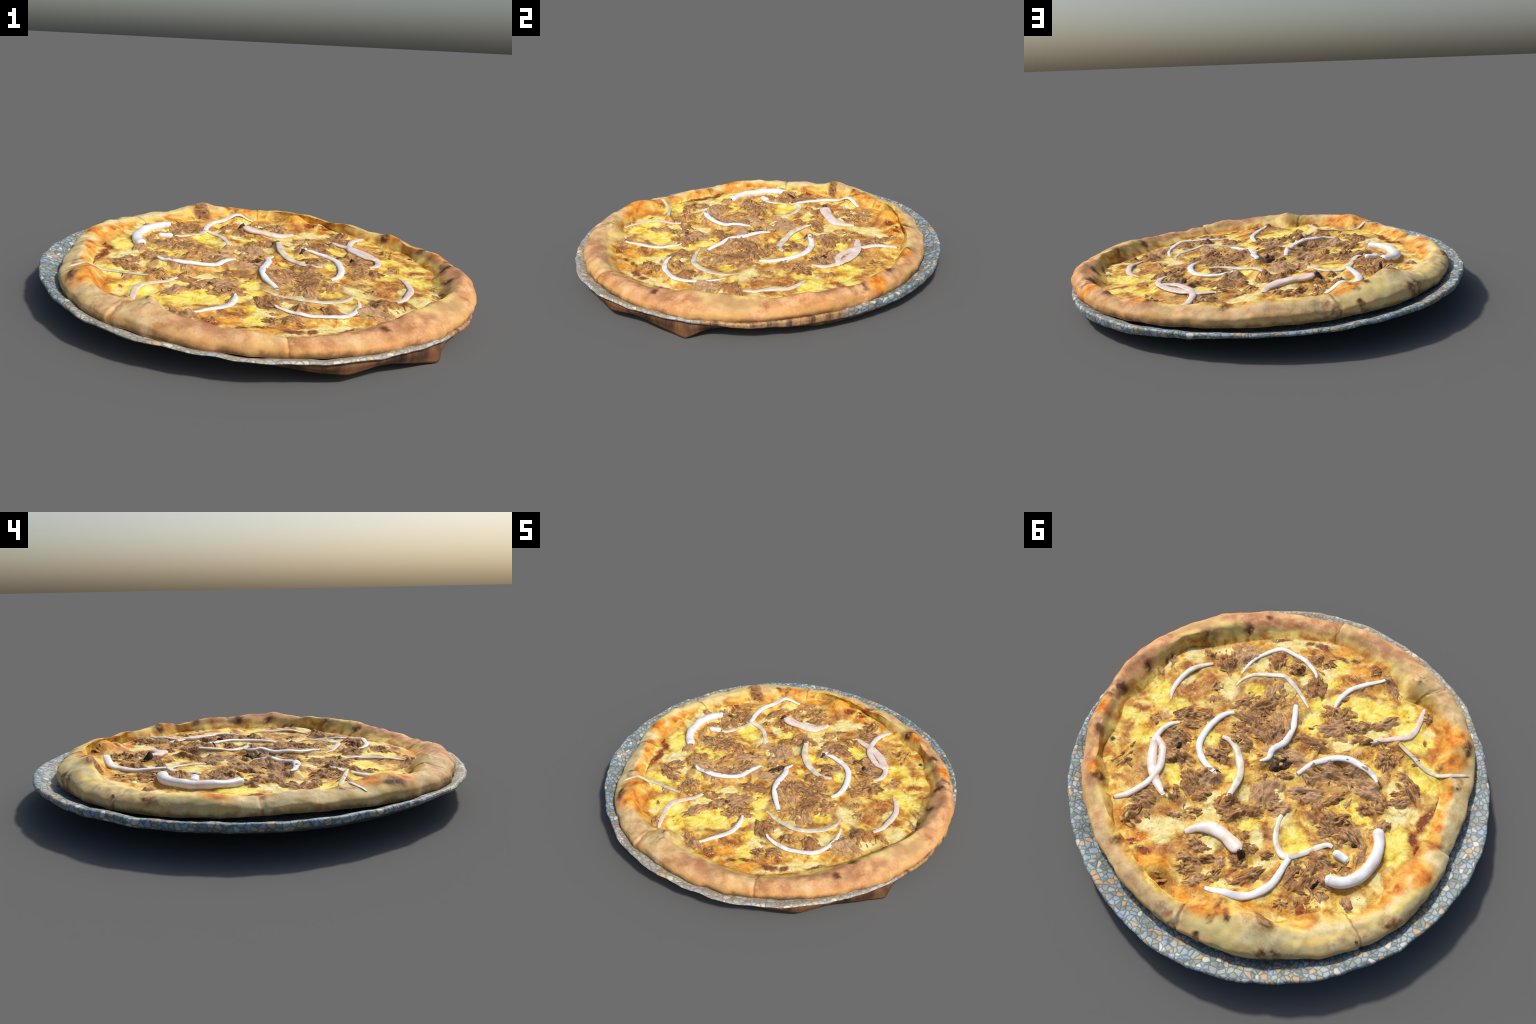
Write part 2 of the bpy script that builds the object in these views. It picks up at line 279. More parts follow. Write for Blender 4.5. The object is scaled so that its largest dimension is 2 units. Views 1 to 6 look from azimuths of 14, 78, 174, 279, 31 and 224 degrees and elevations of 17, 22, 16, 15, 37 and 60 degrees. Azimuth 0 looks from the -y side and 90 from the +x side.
class Graph:
    def __init__(self, name):
        self.mat = bpy.data.materials.new(name)
        self.mat.use_nodes = True
        self.t = self.mat.node_tree
        self.t.nodes.clear()
        self.last, self.count = None, 0
        self.out = self.t.nodes.new("ShaderNodeOutputMaterial")
        self.bsdf = self.t.nodes.new("ShaderNodeBsdfPrincipled")
        self.t.links.new(self.bsdf.outputs[0], self.out.inputs[0])
        self.pos = self.t.nodes.new("ShaderNodeTexCoord").outputs["Object"]

    def link(self, a, socket):
        if isinstance(a, (int, float)):
            socket.default_value = a
        elif isinstance(a, (tuple, list)):
            socket.default_value = a
        else:
            self.t.links.new(a, socket)

    def math(self, op, a, b=0.0, c=0.0, clamp=False):
        n = self.t.nodes.new("ShaderNodeMath"); n.operation = op; n.use_clamp = clamp
        for s, v in zip(n.inputs, (a, b, c)):
            self.link(v, s)
        return n.outputs[0]

    def vec(self, op, a, b=(0, 0, 0), scale=None):
        n = self.t.nodes.new("ShaderNodeVectorMath"); n.operation = op
        self.link(a, n.inputs[0]); self.link(b, n.inputs[1])
        if scale is not None:
            self.link(scale, n.inputs["Scale"])
        return n.outputs["Value"] if op in ("LENGTH", "DISTANCE", "DOT_PRODUCT") else n.outputs["Vector"]

    def noise(self, scale, detail=4, rough=.55, vector=None, distortion=0.0, color=False):
        n = self.t.nodes.new("ShaderNodeTexNoise")
        self.link(vector if vector is not None else self.pos, n.inputs["Vector"])
        n.inputs["Scale"].default_value = scale; n.inputs["Detail"].default_value = detail
        n.inputs["Roughness"].default_value = rough; n.inputs["Distortion"].default_value = distortion
        return n.outputs["Color" if color else "Fac"]

    def voronoi(self, scale, feature="F1", output="Distance", vector=None, randomness=1.0, smooth=None):
        n = self.t.nodes.new("ShaderNodeTexVoronoi"); n.feature = feature
        self.link(vector if vector is not None else self.pos, n.inputs["Vector"])
        n.inputs["Scale"].default_value = scale
        n.inputs["Randomness"].default_value = randomness
        return n.outputs[output]

    def mapped(self, loc=(0, 0, 0), rot=(0, 0, 0), scale=(1, 1, 1), vector=None, kind="POINT"):
        n = self.t.nodes.new("ShaderNodeMapping"); n.vector_type = kind
        self.link(vector if vector is not None else self.pos, n.inputs["Vector"])
        n.inputs["Location"].default_value = loc; n.inputs["Rotation"].default_value = rot; n.inputs["Scale"].default_value = scale
        return n.outputs[0]

    def step(self, v, lo, hi, smooth=True):
        n = self.t.nodes.new("ShaderNodeMapRange")
        n.interpolation_type = "SMOOTHSTEP" if smooth else "LINEAR"
        self.link(v, n.inputs["Value"])
        n.inputs["From Min"].default_value = lo; n.inputs["From Max"].default_value = hi
        n.inputs["To Min"].default_value = 0; n.inputs["To Max"].default_value = 1
        if lo > hi:
            n.inputs["From Min"].default_value = hi; n.inputs["From Max"].default_value = lo
            n.inputs["To Min"].default_value = 1; n.inputs["To Max"].default_value = 0
        return n.outputs["Result"]

    def ramp(self, fac, stops, mode="LINEAR"):
        n = self.t.nodes.new("ShaderNodeValToRGB"); n.color_ramp.interpolation = mode
        self.link(fac, n.inputs[0])
        e = n.color_ramp.elements
        while len(e) < len(stops):
            e.new(.5)
        for el, (p, c) in zip(e, sorted(stops, key=lambda s: s[0])):
            el.position = p; el.color = c
        return n.outputs[0]

    def mix(self, fac, a, b, kind="MIX"):
        n = self.t.nodes.new("ShaderNodeMix"); n.data_type = "RGBA"; n.blend_type = kind
        self.link(fac, n.inputs[0]); self.link(a, n.inputs[6]); self.link(b, n.inputs[7])
        return n.outputs[2]

    def patches(self, plist, vector, soft=.35, grow=1.0):
        """soft mask of a list of placed patches, seen from above"""
        d = v = None
        for k, (cx, cy, a, b, rot) in enumerate(plist):
            if self.last is None:
                v = vector
            elif k % 5 == 0:      # every few patches wait for the ones before: keeps the shader's stack small
                v = self.t.nodes.new("ShaderNodeVectorMath"); v.operation = "MULTIPLY_ADD"
                self.link(self.last, v.inputs[0]); v.inputs[1].default_value = (1e-9, 1e-9, 0); self.link(vector, v.inputs[2])
                v = v.outputs[0]
            m = self.mapped((cx, cy, 0), (0, 0, math.radians(rot)), (a, b, 1), v, "TEXTURE")
            l = self.vec("LENGTH", m)
            d = l if d is None else self.math("MINIMUM", d, l)
            self.last = d
        return self.step(d, grow + soft, grow - soft)

    def flat_warped(self, amount, scale, amount2=0.0, scale2=60, seed=0.0):
        """object position with z dropped and x, y shaken by noise"""
        p = self.vec("MULTIPLY", self.pos, (1, 1, 0))
        n = self.noise(scale, 3, .6, self.mapped((seed, 0, 0)), color=True)
        p = self.vec("ADD", p, self.vec("MULTIPLY", self.vec("SUBTRACT", n, (.5, .5, .5)), (amount, amount, 0)))
        if amount2:
            n = self.noise(scale2, 2, .6, self.mapped((seed, 3, 0)), color=True)
            p = self.vec("ADD", p, self.vec("MULTIPLY", self.vec("SUBTRACT", n, (.5, .5, .5)), (amount2, amount2, 0)))
        return p

    def around(self):
        """angle around the centre, 0..1, and radius"""
        s = self.t.nodes.new("ShaderNodeSeparateXYZ"); self.link(self.pos, s.inputs[0])
        a = self.math("ARCTAN2", s.outputs[1], s.outputs[0])
        a = self.math("FRACT", self.math("ADD", self.math("DIVIDE", a, 2 * math.pi), 1.0))
        r = self.vec("LENGTH", self.vec("MULTIPLY", self.pos, (1, 1, 0)))
        return a, r, s.outputs[2]

    def curve(self, v, fn, n=40):
        """a radius that follows a profile function of the angle (values 0..1.1)"""
        c = self.t.nodes.new("ShaderNodeFloatCurve"); self.link(v, c.inputs["Value"])
        pts = c.mapping.curves[0].points
        c.mapping.use_clip = False
        for i in range(1, n):
            pts.new(i / n, float(fn(360 * i / n)) / 1.1)
        pts[0].location = (0, float(fn(0)) / 1.1)
        pts[len(pts) - 1].location = (1, float(fn(0)) / 1.1)
        c.mapping.update()
        return self.math("MULTIPLY", c.outputs[0], 1.1)

    def bump(self, height, strength=.4, distance=.004):
        n = self.t.nodes.new("ShaderNodeBump")
        n.inputs["Strength"].default_value = strength; n.inputs["Distance"].default_value = distance
        self.link(height, n.inputs["Height"])
        self.t.links.new(n.outputs[0], self.bsdf.inputs["Normal"])

    def finish(self, color, rough=.6, spec=.3):
        self.link(color, self.bsdf.inputs["Base Color"])
        self.link(rough, self.bsdf.inputs["Roughness"])
        self.bsdf.inputs["Specular IOR Level"].default_value = spec
        return self.mat

S = 1.12   # how much brighter sunlit, level ground looks than its base colour
def C(r, g, b):
    return srgb(r, g, b, S)

# ------------------------------------------------------------------ materials
def tuna_colors(g, pos=None):
    """shredded flesh: light and dark fibres along local x"""
    fib = g.noise(19, 6, .66, g.mapped(scale=(1, 3.2, 1.5), vector=pos), 1.6)
    big = g.noise(14, 3, .55, vector=pos)
    c = g.ramp(fib, [(.30, C(54, 36, 23)), (.39, C(104, 71, 44)), (.47, C(146, 106, 68)), (.55, C(178, 135, 91)), (.64, C(206, 166, 122)), (.76, C(126, 86, 54))])
    c = g.mix(g.step(big, .52, .68), c, g.mix(.5, c, C(190, 126, 66)))
    c = g.mix(g.step(big, .44, .30), c, g.mix(.5, c, C(166, 142, 108)))
    return c, fib

def cheese_base(g, n_mid, n_big):
    """browned melted cheese, more toasted towards the rim"""
    base = g.ramp(n_mid, [(.29, C(128, 72, 30)), (.38, C(182, 118, 48)), (.45, C(216, 168, 72)), (.53, C(238, 204, 96)), (.63, C(246, 224, 132)), (.74, C(248, 238, 184))])
    base = g.mix(g.step(n_big, .44, .62), base, g.mix(.55, base, C(186, 112, 42)))
    rad = g.vec("LENGTH", g.vec("MULTIPLY", g.pos, (1, 1, 0)))
    base = g.mix(g.math("MULTIPLY", g.step(rad, .52, .74), g.math("MULTIPLY", g.step(n_mid, .62, .40), .42)), base, C(204, 126, 46))
    return base

def make_topping():
    g = Graph("baked_cheese_topping")
    w = g.flat_warped(.050, 16, .022, 55)
    w2 = g.flat_warped(.036, 22, .026, 70, 4.0)
    n_mid = g.noise(17, 6, .6, distortion=.6)
    n_fine = g.noise(75, 4, .6)
    n_big = g.noise(7, 3, .5)
    base = cheese_base(g, n_mid, n_big)
    c = base
    lem = g.ramp(n_mid, [(.32, C(222, 168, 50)), (.44, C(244, 216, 86)), (.57, C(250, 234, 122)), (.71, C(250, 240, 178))])
    pale = g.ramp(n_mid, [(.32, C(214, 182, 98)), (.45, C(238, 218, 136)), (.60, C(246, 232, 168)), (.75, C(252, 244, 210))])
    toast = g.ramp(n_mid, [(.30, C(104, 56, 26)), (.43, C(164, 96, 44)), (.55, C(200, 138, 66)), (.68, C(224, 178, 96))])
    orange = g.ramp(n_mid, [(.28, C(150, 70, 22)), (.42, C(216, 128, 34)), (.55, C(236, 164, 56)), (.72, C(240, 190, 92))])
    c = g.mix(g.patches(TOAST, w, .4, 1.0), c, toast)
    # tuna juices and crumbs stain the cheese in broad mottles
    stain = g.noise(8.5, 5, .68, g.mapped(loc=(1, 6, 3)), .5)
    stain = g.math("MULTIPLY", g.step(stain, .49, .58), g.step(g.vec("LENGTH", g.vec("MULTIPLY", g.pos, (1, 1, 0))), .78, .62))
    c = g.mix(g.math("MULTIPLY", stain, .8), c, g.ramp(n_mid, [(.32, C(104, 68, 38)), (.45, C(160, 114, 66)), (.58, C(198, 150, 92)), (.72, C(222, 182, 124))]))
    c = g.mix(g.patches(LEMON, w2, .35, 1.12), c, lem)
    c = g.mix(g.patches(PALE, w2, .35, 1.05), c, pale)
    c = g.mix(g.patches(ORANGE, w, .5, .95), c, orange)
    c = g.mix(g.math("MULTIPLY", g.patches(SAUCE, w, .55, 1.12), .94), c, g.ramp(n_fine, [(.3, C(82, 24, 16)), (.5, C(122, 40, 24)), (.7, C(170, 84, 42))]))
    # browned flecks and pale threads all over the cheese
    fleck = g.noise(52, 4, .7, g.mapped(loc=(4, 9, 1)), .8)
    c = g.mix(g.math("MULTIPLY", g.step(fleck, .56, .67), .45), c, C(178, 110, 48))
    c = g.mix(g.math("MULTIPLY", g.step(fleck, .64, .74), .6), c, C(112, 66, 34))
    thread = g.noise(44, 4, .7, g.mapped(loc=(7, 2, 6), scale=(1, 1.8, 1)), 1.2)
    c = g.mix(g.math("MULTIPLY", g.step(thread, .57, .69), .55), c, C(252, 236, 170))
    # small toasted freckles, and glossy highlights painted on as cream specks
    speck = g.step(g.voronoi(46, vector=w2), .20, .08)
    c = g.mix(g.math("MULTIPLY", g.math("MULTIPLY", speck, g.step(n_big, .46, .6)), .75), c, C(150, 84, 36))
    glint = g.step(g.voronoi(62, vector=w), .16, .06)
    c = g.mix(g.math("MULTIPLY", g.math("MULTIPLY", glint, g.step(n_mid, .46, .56)), .8), c, C(252, 244, 206))
    c = g.mix(g.patches([e for e in CHAR if math.hypot(e[0], e[1]) < .85], w2, .5, .8), c, C(70, 40, 26))
    h = g.math("ADD", g.math("MULTIPLY", n_mid, .8), g.math("MULTIPLY", n_fine, .45))
    g.bump(g.math("ADD", h, g.math("MULTIPLY", fleck, .4)), .75, .006)
    return g.finish(c, g.math("MULTIPLY_ADD", n_fine, .5, .42), .22)

def make_crust():
    g = Graph("baked_crust")
    w = g.flat_warped(.05, 12, .02, 50)
    a, r, z = g.around()
    ri, ro = g.curve(a, INNER, 48), g.curve(a, OUTER, 40)
    t = g.math("DIVIDE", g.math("SUBTRACT", r, ri), g.math("SUBTRACT", ro, ri))
    n_mid = g.noise(18, 5, .6)
    n_big = g.noise(5.5, 3, .5)
    n_fine = g.noise(110, 3, .65)
    shake = g.math("MULTIPLY", g.math("SUBTRACT", g.noise(11, 4, .6), .5), .55)
    t = g.math("ADD", t, shake)
    # tan towards +x; paler towards -x, yellowed to match the shaded side
    side = g.step(g.math("ADD", g.vec("DOT_PRODUCT", g.pos, (.95, -.3, 0)), g.math("MULTIPLY", g.math("SUBTRACT", n_big, .5), 1.2)), -.75, .75)
    dough = g.ramp(n_mid, [(.3, C(202, 172, 116)), (.5, C(225, 203, 148)), (.7, C(237, 222, 174))])
    baked = g.ramp(n_mid, [(.3, C(186, 124, 78)), (.5, C(216, 160, 108)), (.7, C(232, 188, 138))])
    c = g.mix(side, dough, baked)
    # toasted blotches along the crest, fine flour speckle
    crest = g.math("MULTIPLY", g.step(t, .35, .55), g.step(t, .95, .75))
    c = g.mix(g.math("MULTIPLY", crest, g.math("MULTIPLY", g.step(n_big, .42, .66), g.math("MULTIPLY_ADD", side, .5, .2))), c, C(164, 110, 78))
    c = g.mix(g.math("MULTIPLY", g.step(n_fine, .56, .72), .35), c, C(140, 92, 66))
    c = g.mix(g.math("MULTIPLY", g.step(n_fine, .42, .28), .3), c, C(240, 214, 170))
    # olive-yellow tint for greenish shade, mostly on -x; broad brown scorching
    tone = g.noise(4.2, 4, .6, g.mapped(loc=(3, 1, 2)))
    c = g.mix(g.math("MULTIPLY", g.step(tone, .50, .62), g.math("MULTIPLY_ADD", side, -.4, .7)), c, C(222, 201, 128))
    brown = g.noise(7.5, 5, .65, g.mapped(loc=(8, 2, 5)))
    c = g.mix(g.math("MULTIPLY", g.step(brown, .56, .68), .7), c, C(168, 106, 60))
    c = g.mix(g.math("MULTIPLY", g.step(brown, .66, .74), .6), c, C(112, 66, 38))
    # golden flank below the crest
    c = g.mix(g.math("MULTIPLY", g.step(t, .86, 1.0), .5), c, C(214, 158, 84))
    # melted cheese climbing the inner slope, continuing the topping without a seam
    melt = cheese_base(g, g.noise(17, 6, .6, distortion=.6), g.noise(7, 3, .5))
    cheese = g.ramp(n_mid, [(.3, C(200, 140, 60)), (.46, C(226, 184, 92)), (.6, C(236, 212, 128)), (.75, C(240, 224, 152))])
    c = g.mix(g.math("MULTIPLY", g.step(t, .44, .10), g.step(n_mid, .30, .60)), c, cheese)
    c = g.mix(g.patches(YELLOW_DOUGH, w, .5, .95), c, g.mix(.5, cheese, C(240, 220, 142)))
    orange = g.ramp(n_mid, [(.30, C(146, 70, 24)), (.43, C(212, 120, 34)), (.55, C(234, 160, 52)), (.70, C(242, 194, 86))])
    c = g.mix(g.math("MULTIPLY", g.patches(ORANGE, w, .5, 1.2), .92), c, orange)
    scorch = [e for e in TOAST if math.hypot(e[0], e[1]) > .70]
    c = g.mix(g.math("MULTIPLY", g.patches(scorch, w, .5, 1.1), .8), c, g.ramp(n_mid, [(.30, C(112, 62, 28)), (.45, C(172, 104, 48)), (.62, C(212, 148, 72))]))
    c = g.mix(g.math("MULTIPLY", g.step(t, .34, .0), g.step(g.math("SUBTRACT", n_mid, g.math("MULTIPLY", t, .6)), .18, .40)), c, melt)
    char = g.patches(CHAR, w, .7, 1.1)
    c = g.mix(g.math("MULTIPLY", char, g.step(n_mid, .66, .42)), c, g.ramp(n_fine, [(.3, C(66, 40, 26)), (.7, C(120, 74, 46))]))
    c = g.mix(g.patches(TUNA[-1:], w, .3, 1.0), c, tuna_colors(g)[0])
    # crust base darkened in a band: shadow of the gap above the plate
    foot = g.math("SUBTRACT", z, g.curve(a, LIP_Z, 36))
    crevice_shade = g.math("MULTIPLY", g.step(g.math("ADD", foot, g.math("MULTIPLY", g.math("SUBTRACT", n_mid, .5), .05)), .020, -.006), g.step(r, .80, .84))
    c = g.mix(g.math("MULTIPLY", crevice_shade, .75), c, C(92, 66, 42))
    # seams where the dough has split
    for deg, width, depth in CRACKS:
        t0 = math.radians(deg)
        d = g.math("ABSOLUTE", g.vec("DOT_PRODUCT", g.vec("ADD", g.vec("MULTIPLY", g.pos, (1, 1, 0)), g.vec("MULTIPLY", g.vec("SUBTRACT", g.noise(14, 2, .5, color=True), (.5, .5, .5)), (.05, .05, 0))), (-math.sin(t0), math.cos(t0), 0)))
        near = g.step(g.vec("DOT_PRODUCT", g.pos, (math.cos(t0), math.sin(t0), 0)), .3, .5)
        c = g.mix(g.math("MULTIPLY", g.math("MULTIPLY", g.step(d, .010, .001), near), .7 * min(1, depth)), c, C(128, 70, 34))
    g.bump(g.math("ADD", g.math("MULTIPLY", n_mid, .7), g.math("MULTIPLY", n_fine, .35)), .4, .005)
    return g.finish(c, .72, .25)

def make_tuna():
    g = Graph("cooked_tuna")
    info = g.t.nodes.new("ShaderNodeObjectInfo").outputs["Random"]
    pos = g.vec("ADD", g.pos, g.vec("SCALE", (7.0, 3.0, 1.0), scale=info))
    c, fib = tuna_colors(g, pos)
    c = g.mix(g.step(info, .6, 1.0), c, g.mix(.45, c, C(212, 176, 138)))
    c = g.mix(g.step(info, .35, 0.0), c, g.mix(.45, c, C(140, 94, 56)))
    cheese = g.step(g.noise(21, 4, .6, pos), .60, .70)
    # melted cheese caught between the fibres (placed by object position so that neighbours differ)
    c = g.mix(g.math("MULTIPLY", cheese, .75), c, g.ramp(fib, [(.3, C(204, 146, 62)), (.5, C(232, 200, 104)), (.7, C(240, 224, 150))]))
    # the borders of a chunk melt into the browned cheese
    gen = g.t.nodes.new("ShaderNodeTexCoord").outputs["Generated"]
    d = g.vec("LENGTH", g.vec("MULTIPLY", g.vec("SUBTRACT", gen, (.5, .5, .5)), (2, 2, 0)))
    d = g.math("ADD", d, g.math("MULTIPLY", g.math("SUBTRACT", g.noise(30, 4, .65), .5), 1.1))
    c = g.mix(g.math("MULTIPLY", g.step(d, .58, .95), .8), c, g.ramp(fib, [(.3, C(150, 92, 44)), (.45, C(206, 154, 72)), (.6, C(232, 200, 104)), (.75, C(240, 224, 150))]))
    g.bump(fib, .55, .005)
    return g.finish(c, .75, .2)

def make_onion(name, dark, mid, light, rough=.38):
    g = Graph(name)
    n = g.noise(24, 4, .55)
    c = g.ramp(n, [(.3, dark), (.48, mid), (.66, light)])
    g.bump(n, .15, .003)
    return g.finish(c, rough, .4)

def make_dark_bit():
    g = Graph("dark_crumb")
    n = g.noise(40, 4, .6)
    g.bump(n, .6, .005)
    return g.finish(g.ramp(n, [(.3, C(34, 26, 20)), (.5, C(66, 48, 34)), (.7, C(112, 82, 56))]), .7, .25)

def make_plate():
    g = Graph("pebble_pattern_glaze")
    a, r, z = g.around()
    p = g.vec("ADD", g.pos, g.vec("MULTIPLY", g.vec("SUBTRACT", g.noise(14, 2, .5, color=True), (.5, .5, .5)), (.03, .03, .03)))
    cell = g.voronoi(40, "F1", "Color", p)
    edge = g.voronoi(40, "DISTANCE_TO_EDGE", "Distance", p)
    s = g.t.nodes.new("ShaderNodeSeparateColor"); g.link(cell, s.inputs[0])
    c = g.ramp(s.outputs[0], [(.0, C(92, 112, 116)), (.20, C(122, 152, 188)), (.36, C(152, 170, 168)), (.52, C(220, 220, 206)), (.62, C(108, 124, 122)), (.74, C(200, 154, 98)), (.86, C(144, 170, 186))], "CONSTANT")
    c = g.mix(.35, c, g.ramp(g.noise(40, 3, .5), [(.3, C(150, 160, 156)), (.7, C(226, 224, 208))]))
    c = g.mix(g.math("MULTIPLY", g.step(edge, .18, .0), .72), c, C(74, 88, 88))
    # front lip tinted cream for the warm sunlight falling on it
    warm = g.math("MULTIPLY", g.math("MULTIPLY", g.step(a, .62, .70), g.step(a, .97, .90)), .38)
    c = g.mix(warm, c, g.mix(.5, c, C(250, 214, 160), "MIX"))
    # the pattern is lost in brown, streaked glaze along one stretch of the lip
    streak = g.noise(30, 3, .6, g.mapped(scale=(1, 1, .12)))
    brown = g.ramp(streak, [(.32, C(84, 56, 34)), (.45, C(150, 108, 66)), (.56, C(196, 150, 96)), (.68, C(120, 88, 58))])
    sh = g.math("ADD", a, g.math("MULTIPLY", g.math("SUBTRACT", g.noise(9, 2, .5), .5), .03))
    m = g.math("MAXIMUM", g.step(sh, .915, .935), g.step(sh, .045, .02))
    c = g.mix(g.math("MULTIPLY", m, .9), c, brown)
    g.bump(g.step(edge, 0, .2), .25, .003)
    return g.finish(c, .5, .3)

def make_foot():
    g = Graph("brown_streaked_underside")
    a, r, z = g.around()
    streak = g.noise(16, 4, .6, g.mapped(scale=(1, 1, .25)))
    brown = g.ramp(streak, [(.30, C(52, 36, 28)), (.46, C(96, 66, 44)), (.58, C(128, 88, 56)), (.72, C(84, 60, 46))])
    dark_grey = g.ramp(streak, [(.3, C(70, 78, 78)), (.55, C(116, 124, 122)), (.75, C(90, 92, 86))])  # dark blue-grey over the rest of the underside
    m = g.math("MAXIMUM", g.step(a, .74, .80), g.step(a, .09, .04))
    return g.finish(g.mix(m, dark_grey, brown), .7, .25)

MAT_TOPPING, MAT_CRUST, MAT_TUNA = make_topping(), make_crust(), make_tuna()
MAT_PLATE, MAT_FOOT, MAT_DARK_BIT = make_plate(), make_foot(), make_dark_bit()
ONION = {"white": make_onion("white_onion_flesh", C(222, 216, 206), C(238, 236, 236), C(248, 248, 252)),
         "pink": make_onion("pinkish_onion_flesh", C(214, 186, 164), C(232, 212, 198), C(242, 230, 226)),
         "pale": make_onion("pale_cooked_onion_flesh", C(202, 184, 146), C(222, 212, 192), C(236, 232, 226)),
         "soft": make_onion("melted_onion_flesh", C(210, 166, 118), C(224, 192, 158), C(232, 212, 190))}

# ------------------------------------------------------------------ pizza
def empty(name, label, category):
    e = bpy.data.objects.new(name, None)
    bpy.context.scene.collection.objects.link(e)
    e["label"], e["category"] = label, category
    return e

pizza = empty("pizza", "round baked pizza with tuna, cheese and white onion slices", "pizza")
plate = empty("plate", "shallow round plate with a pebble mosaic pattern", "plate")

N = 720
DEG = np.arange(N) * 360.0 / N
COS, SIN = np.cos(np.radians(DEG)), np.sin(np.radians(DEG))
ri, ro, zc = INNER(DEG), OUTER(DEG), CREST(DEG)
rc = ro - SET_IN(DEG)
zi = surface(ri * COS, ri * SIN)
lip_r, lip_z = LIP_R(DEG), LIP_Z(DEG)
zb = lip_z - .016

# cross-section of the crust as control points, from the topping over the crest to the base
sections = []
for i in range(N):
    d = rc[i] - ri[i]
    h = zc[i] - zi[i]
    rb = min(ro[i] - .012, lip_r[i] - .022)
    flank = ro[i] - rc[i]
    mid = zb[i] + .5 * (zc[i] - zb[i])
    sections.append(catmull([(ri[i], zi[i]), (ri[i] + .34 * d, zi[i] + .41 * h), (ri[i] + .68 * d, zi[i] + .84 * h), (rc[i], zc[i]),
        (rc[i] + .55 * flank, zc[i] - .13 * (zc[i] - zb[i])), (rc[i] + .92 * flank, mid + .12 * (zc[i] - zb[i])), (ro[i], mid - .10 * (zc[i] - zb[i])),
        (min(ro[i], rb + .012) - .002, zb[i] + .14 * (zc[i] - zb[i])), (rb, zb[i] + .006), (rb - .10, zb[i] - .012)], 7))
sections = np.array(sections)                      # N x M x (r, z)
M = sections.shape[1]
CXs, CYs, CZs = sections[:, :, 0] * COS[:, None], sections[:, :, 0] * SIN[:, None], sections[:, :, 1].copy()
fade = np.clip(np.arange(M) / 8.0, 0, 1)[None, :] * np.clip((M - 1 - np.arange(M)) / 10.0, 0, 1)[None, :]
rel = vnoise(CXs, CYs, CZs, 8, 3) * .011 + vnoise(CXs, CYs, CZs + 3, 32, 3) * .0025
up = np.clip(1 - np.abs(np.arange(M) - 21) / 26.0, .2, 1)[None, :]
CZs += rel * fade * up
push = vnoise(CXs, CYs, CZs + 9, 11, 2) * .009 * fade
CXs += push * COS[:, None]; CYs += push * SIN[:, None]
for x, y, reach, height in PUFFS:
    CZs += fade * up * height * np.exp(-((CXs - x) ** 2 + (CYs - y) ** 2) / reach ** 2)
for deg, width, depth in CRACKS:
    dd = np.radians((DEG - deg + 180) % 360 - 180)[:, None] * .9 + .012 * vnoise(CXs, CYs, CZs, 16, 2)
    CZs -= fade * up * depth * .012 * np.exp(-(dd / width) ** 2)
    # the dough on one side of a seam overlaps the other
    lap = np.sign(depth) * np.exp(-np.abs(dd) / .13) * np.tanh(-dd / .012) * (.006 if deg in (-68, -110) else .002)
    CZs += fade * up * lap
    CXs += fade * lap * COS[:, None]; CYs += fade * lap * SIN[:, None]
    k = fade * depth * .008 * np.exp(-(dd / width) ** 2)
    CXs -= k * COS[:, None]; CYs -= k * SIN[:, None]

# topping disc: concentric rings from the centre to the crust's inner edge
ROWS = 190
fr = np.linspace(0, 1, ROWS + 1)[1:] ** .8
topping_pts = [(0, 0, float(surface(0, 0)))]
for f in fr:
    x, y = ri * f * COS, ri * f * SIN
    topping_pts += list(zip(x, y, surface(x, y)))
topping_faces = [(0, 1 + i, 1 + (i + 1) % N) for i in range(N)] + ring_faces(ROWS, N, 1)
crust_pts = np.stack([CXs.T, CYs.T, CZs.T], -1).reshape(-1, 3)     # M rings of N
crust_faces = ring_faces(M, N)

# one smooth surface: join normals across the border, then split by region
def face_normals_sum(pts, faces):
    P = np.array(pts, float); acc = np.zeros_like(P)
    quad = np.array([f for f in faces if len(f) == 4])
    nrm = np.cross(P[quad[:, 2]] - P[quad[:, 0]], P[quad[:, 3]] - P[quad[:, 1]])
    for k in range(4):
        np.add.at(acc, quad[:, k], nrm)
    tri = [f for f in faces if len(f) == 3]
    if tri:
        tri = np.array(tri)
        nrm = np.cross(P[tri[:, 1]] - P[tri[:, 0]], P[tri[:, 2]] - P[tri[:, 0]])
        for k in range(3):
            np.add.at(acc, tri[:, k], nrm)
    return acc

nt, nc = face_normals_sum(topping_pts, topping_faces), face_normals_sum(crust_pts, crust_faces)
border = nt[-N:] + nc[:N]
nt[-N:] = border; nc[:N] = border
unit = lambda a: a / np.maximum(np.linalg.norm(a, axis=1, keepdims=True), 1e-12)
topping = mesh_object("topping", topping_pts, topping_faces, MAT_TOPPING, pizza)
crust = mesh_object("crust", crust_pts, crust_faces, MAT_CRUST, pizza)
topping.data.normals_split_custom_set_from_vertices([tuple(v) for v in unit(nt)])
crust.data.normals_split_custom_set_from_vertices([tuple(v) for v in unit(nc)])

# ------------------------------------------------------------------ tuna
def settle(ob, x, y, turn):
    """give a piece its own origin and heading, so its grain runs along it"""
    ob.location = (x, y, 0); ob.rotation_euler = (0, 0, turn)

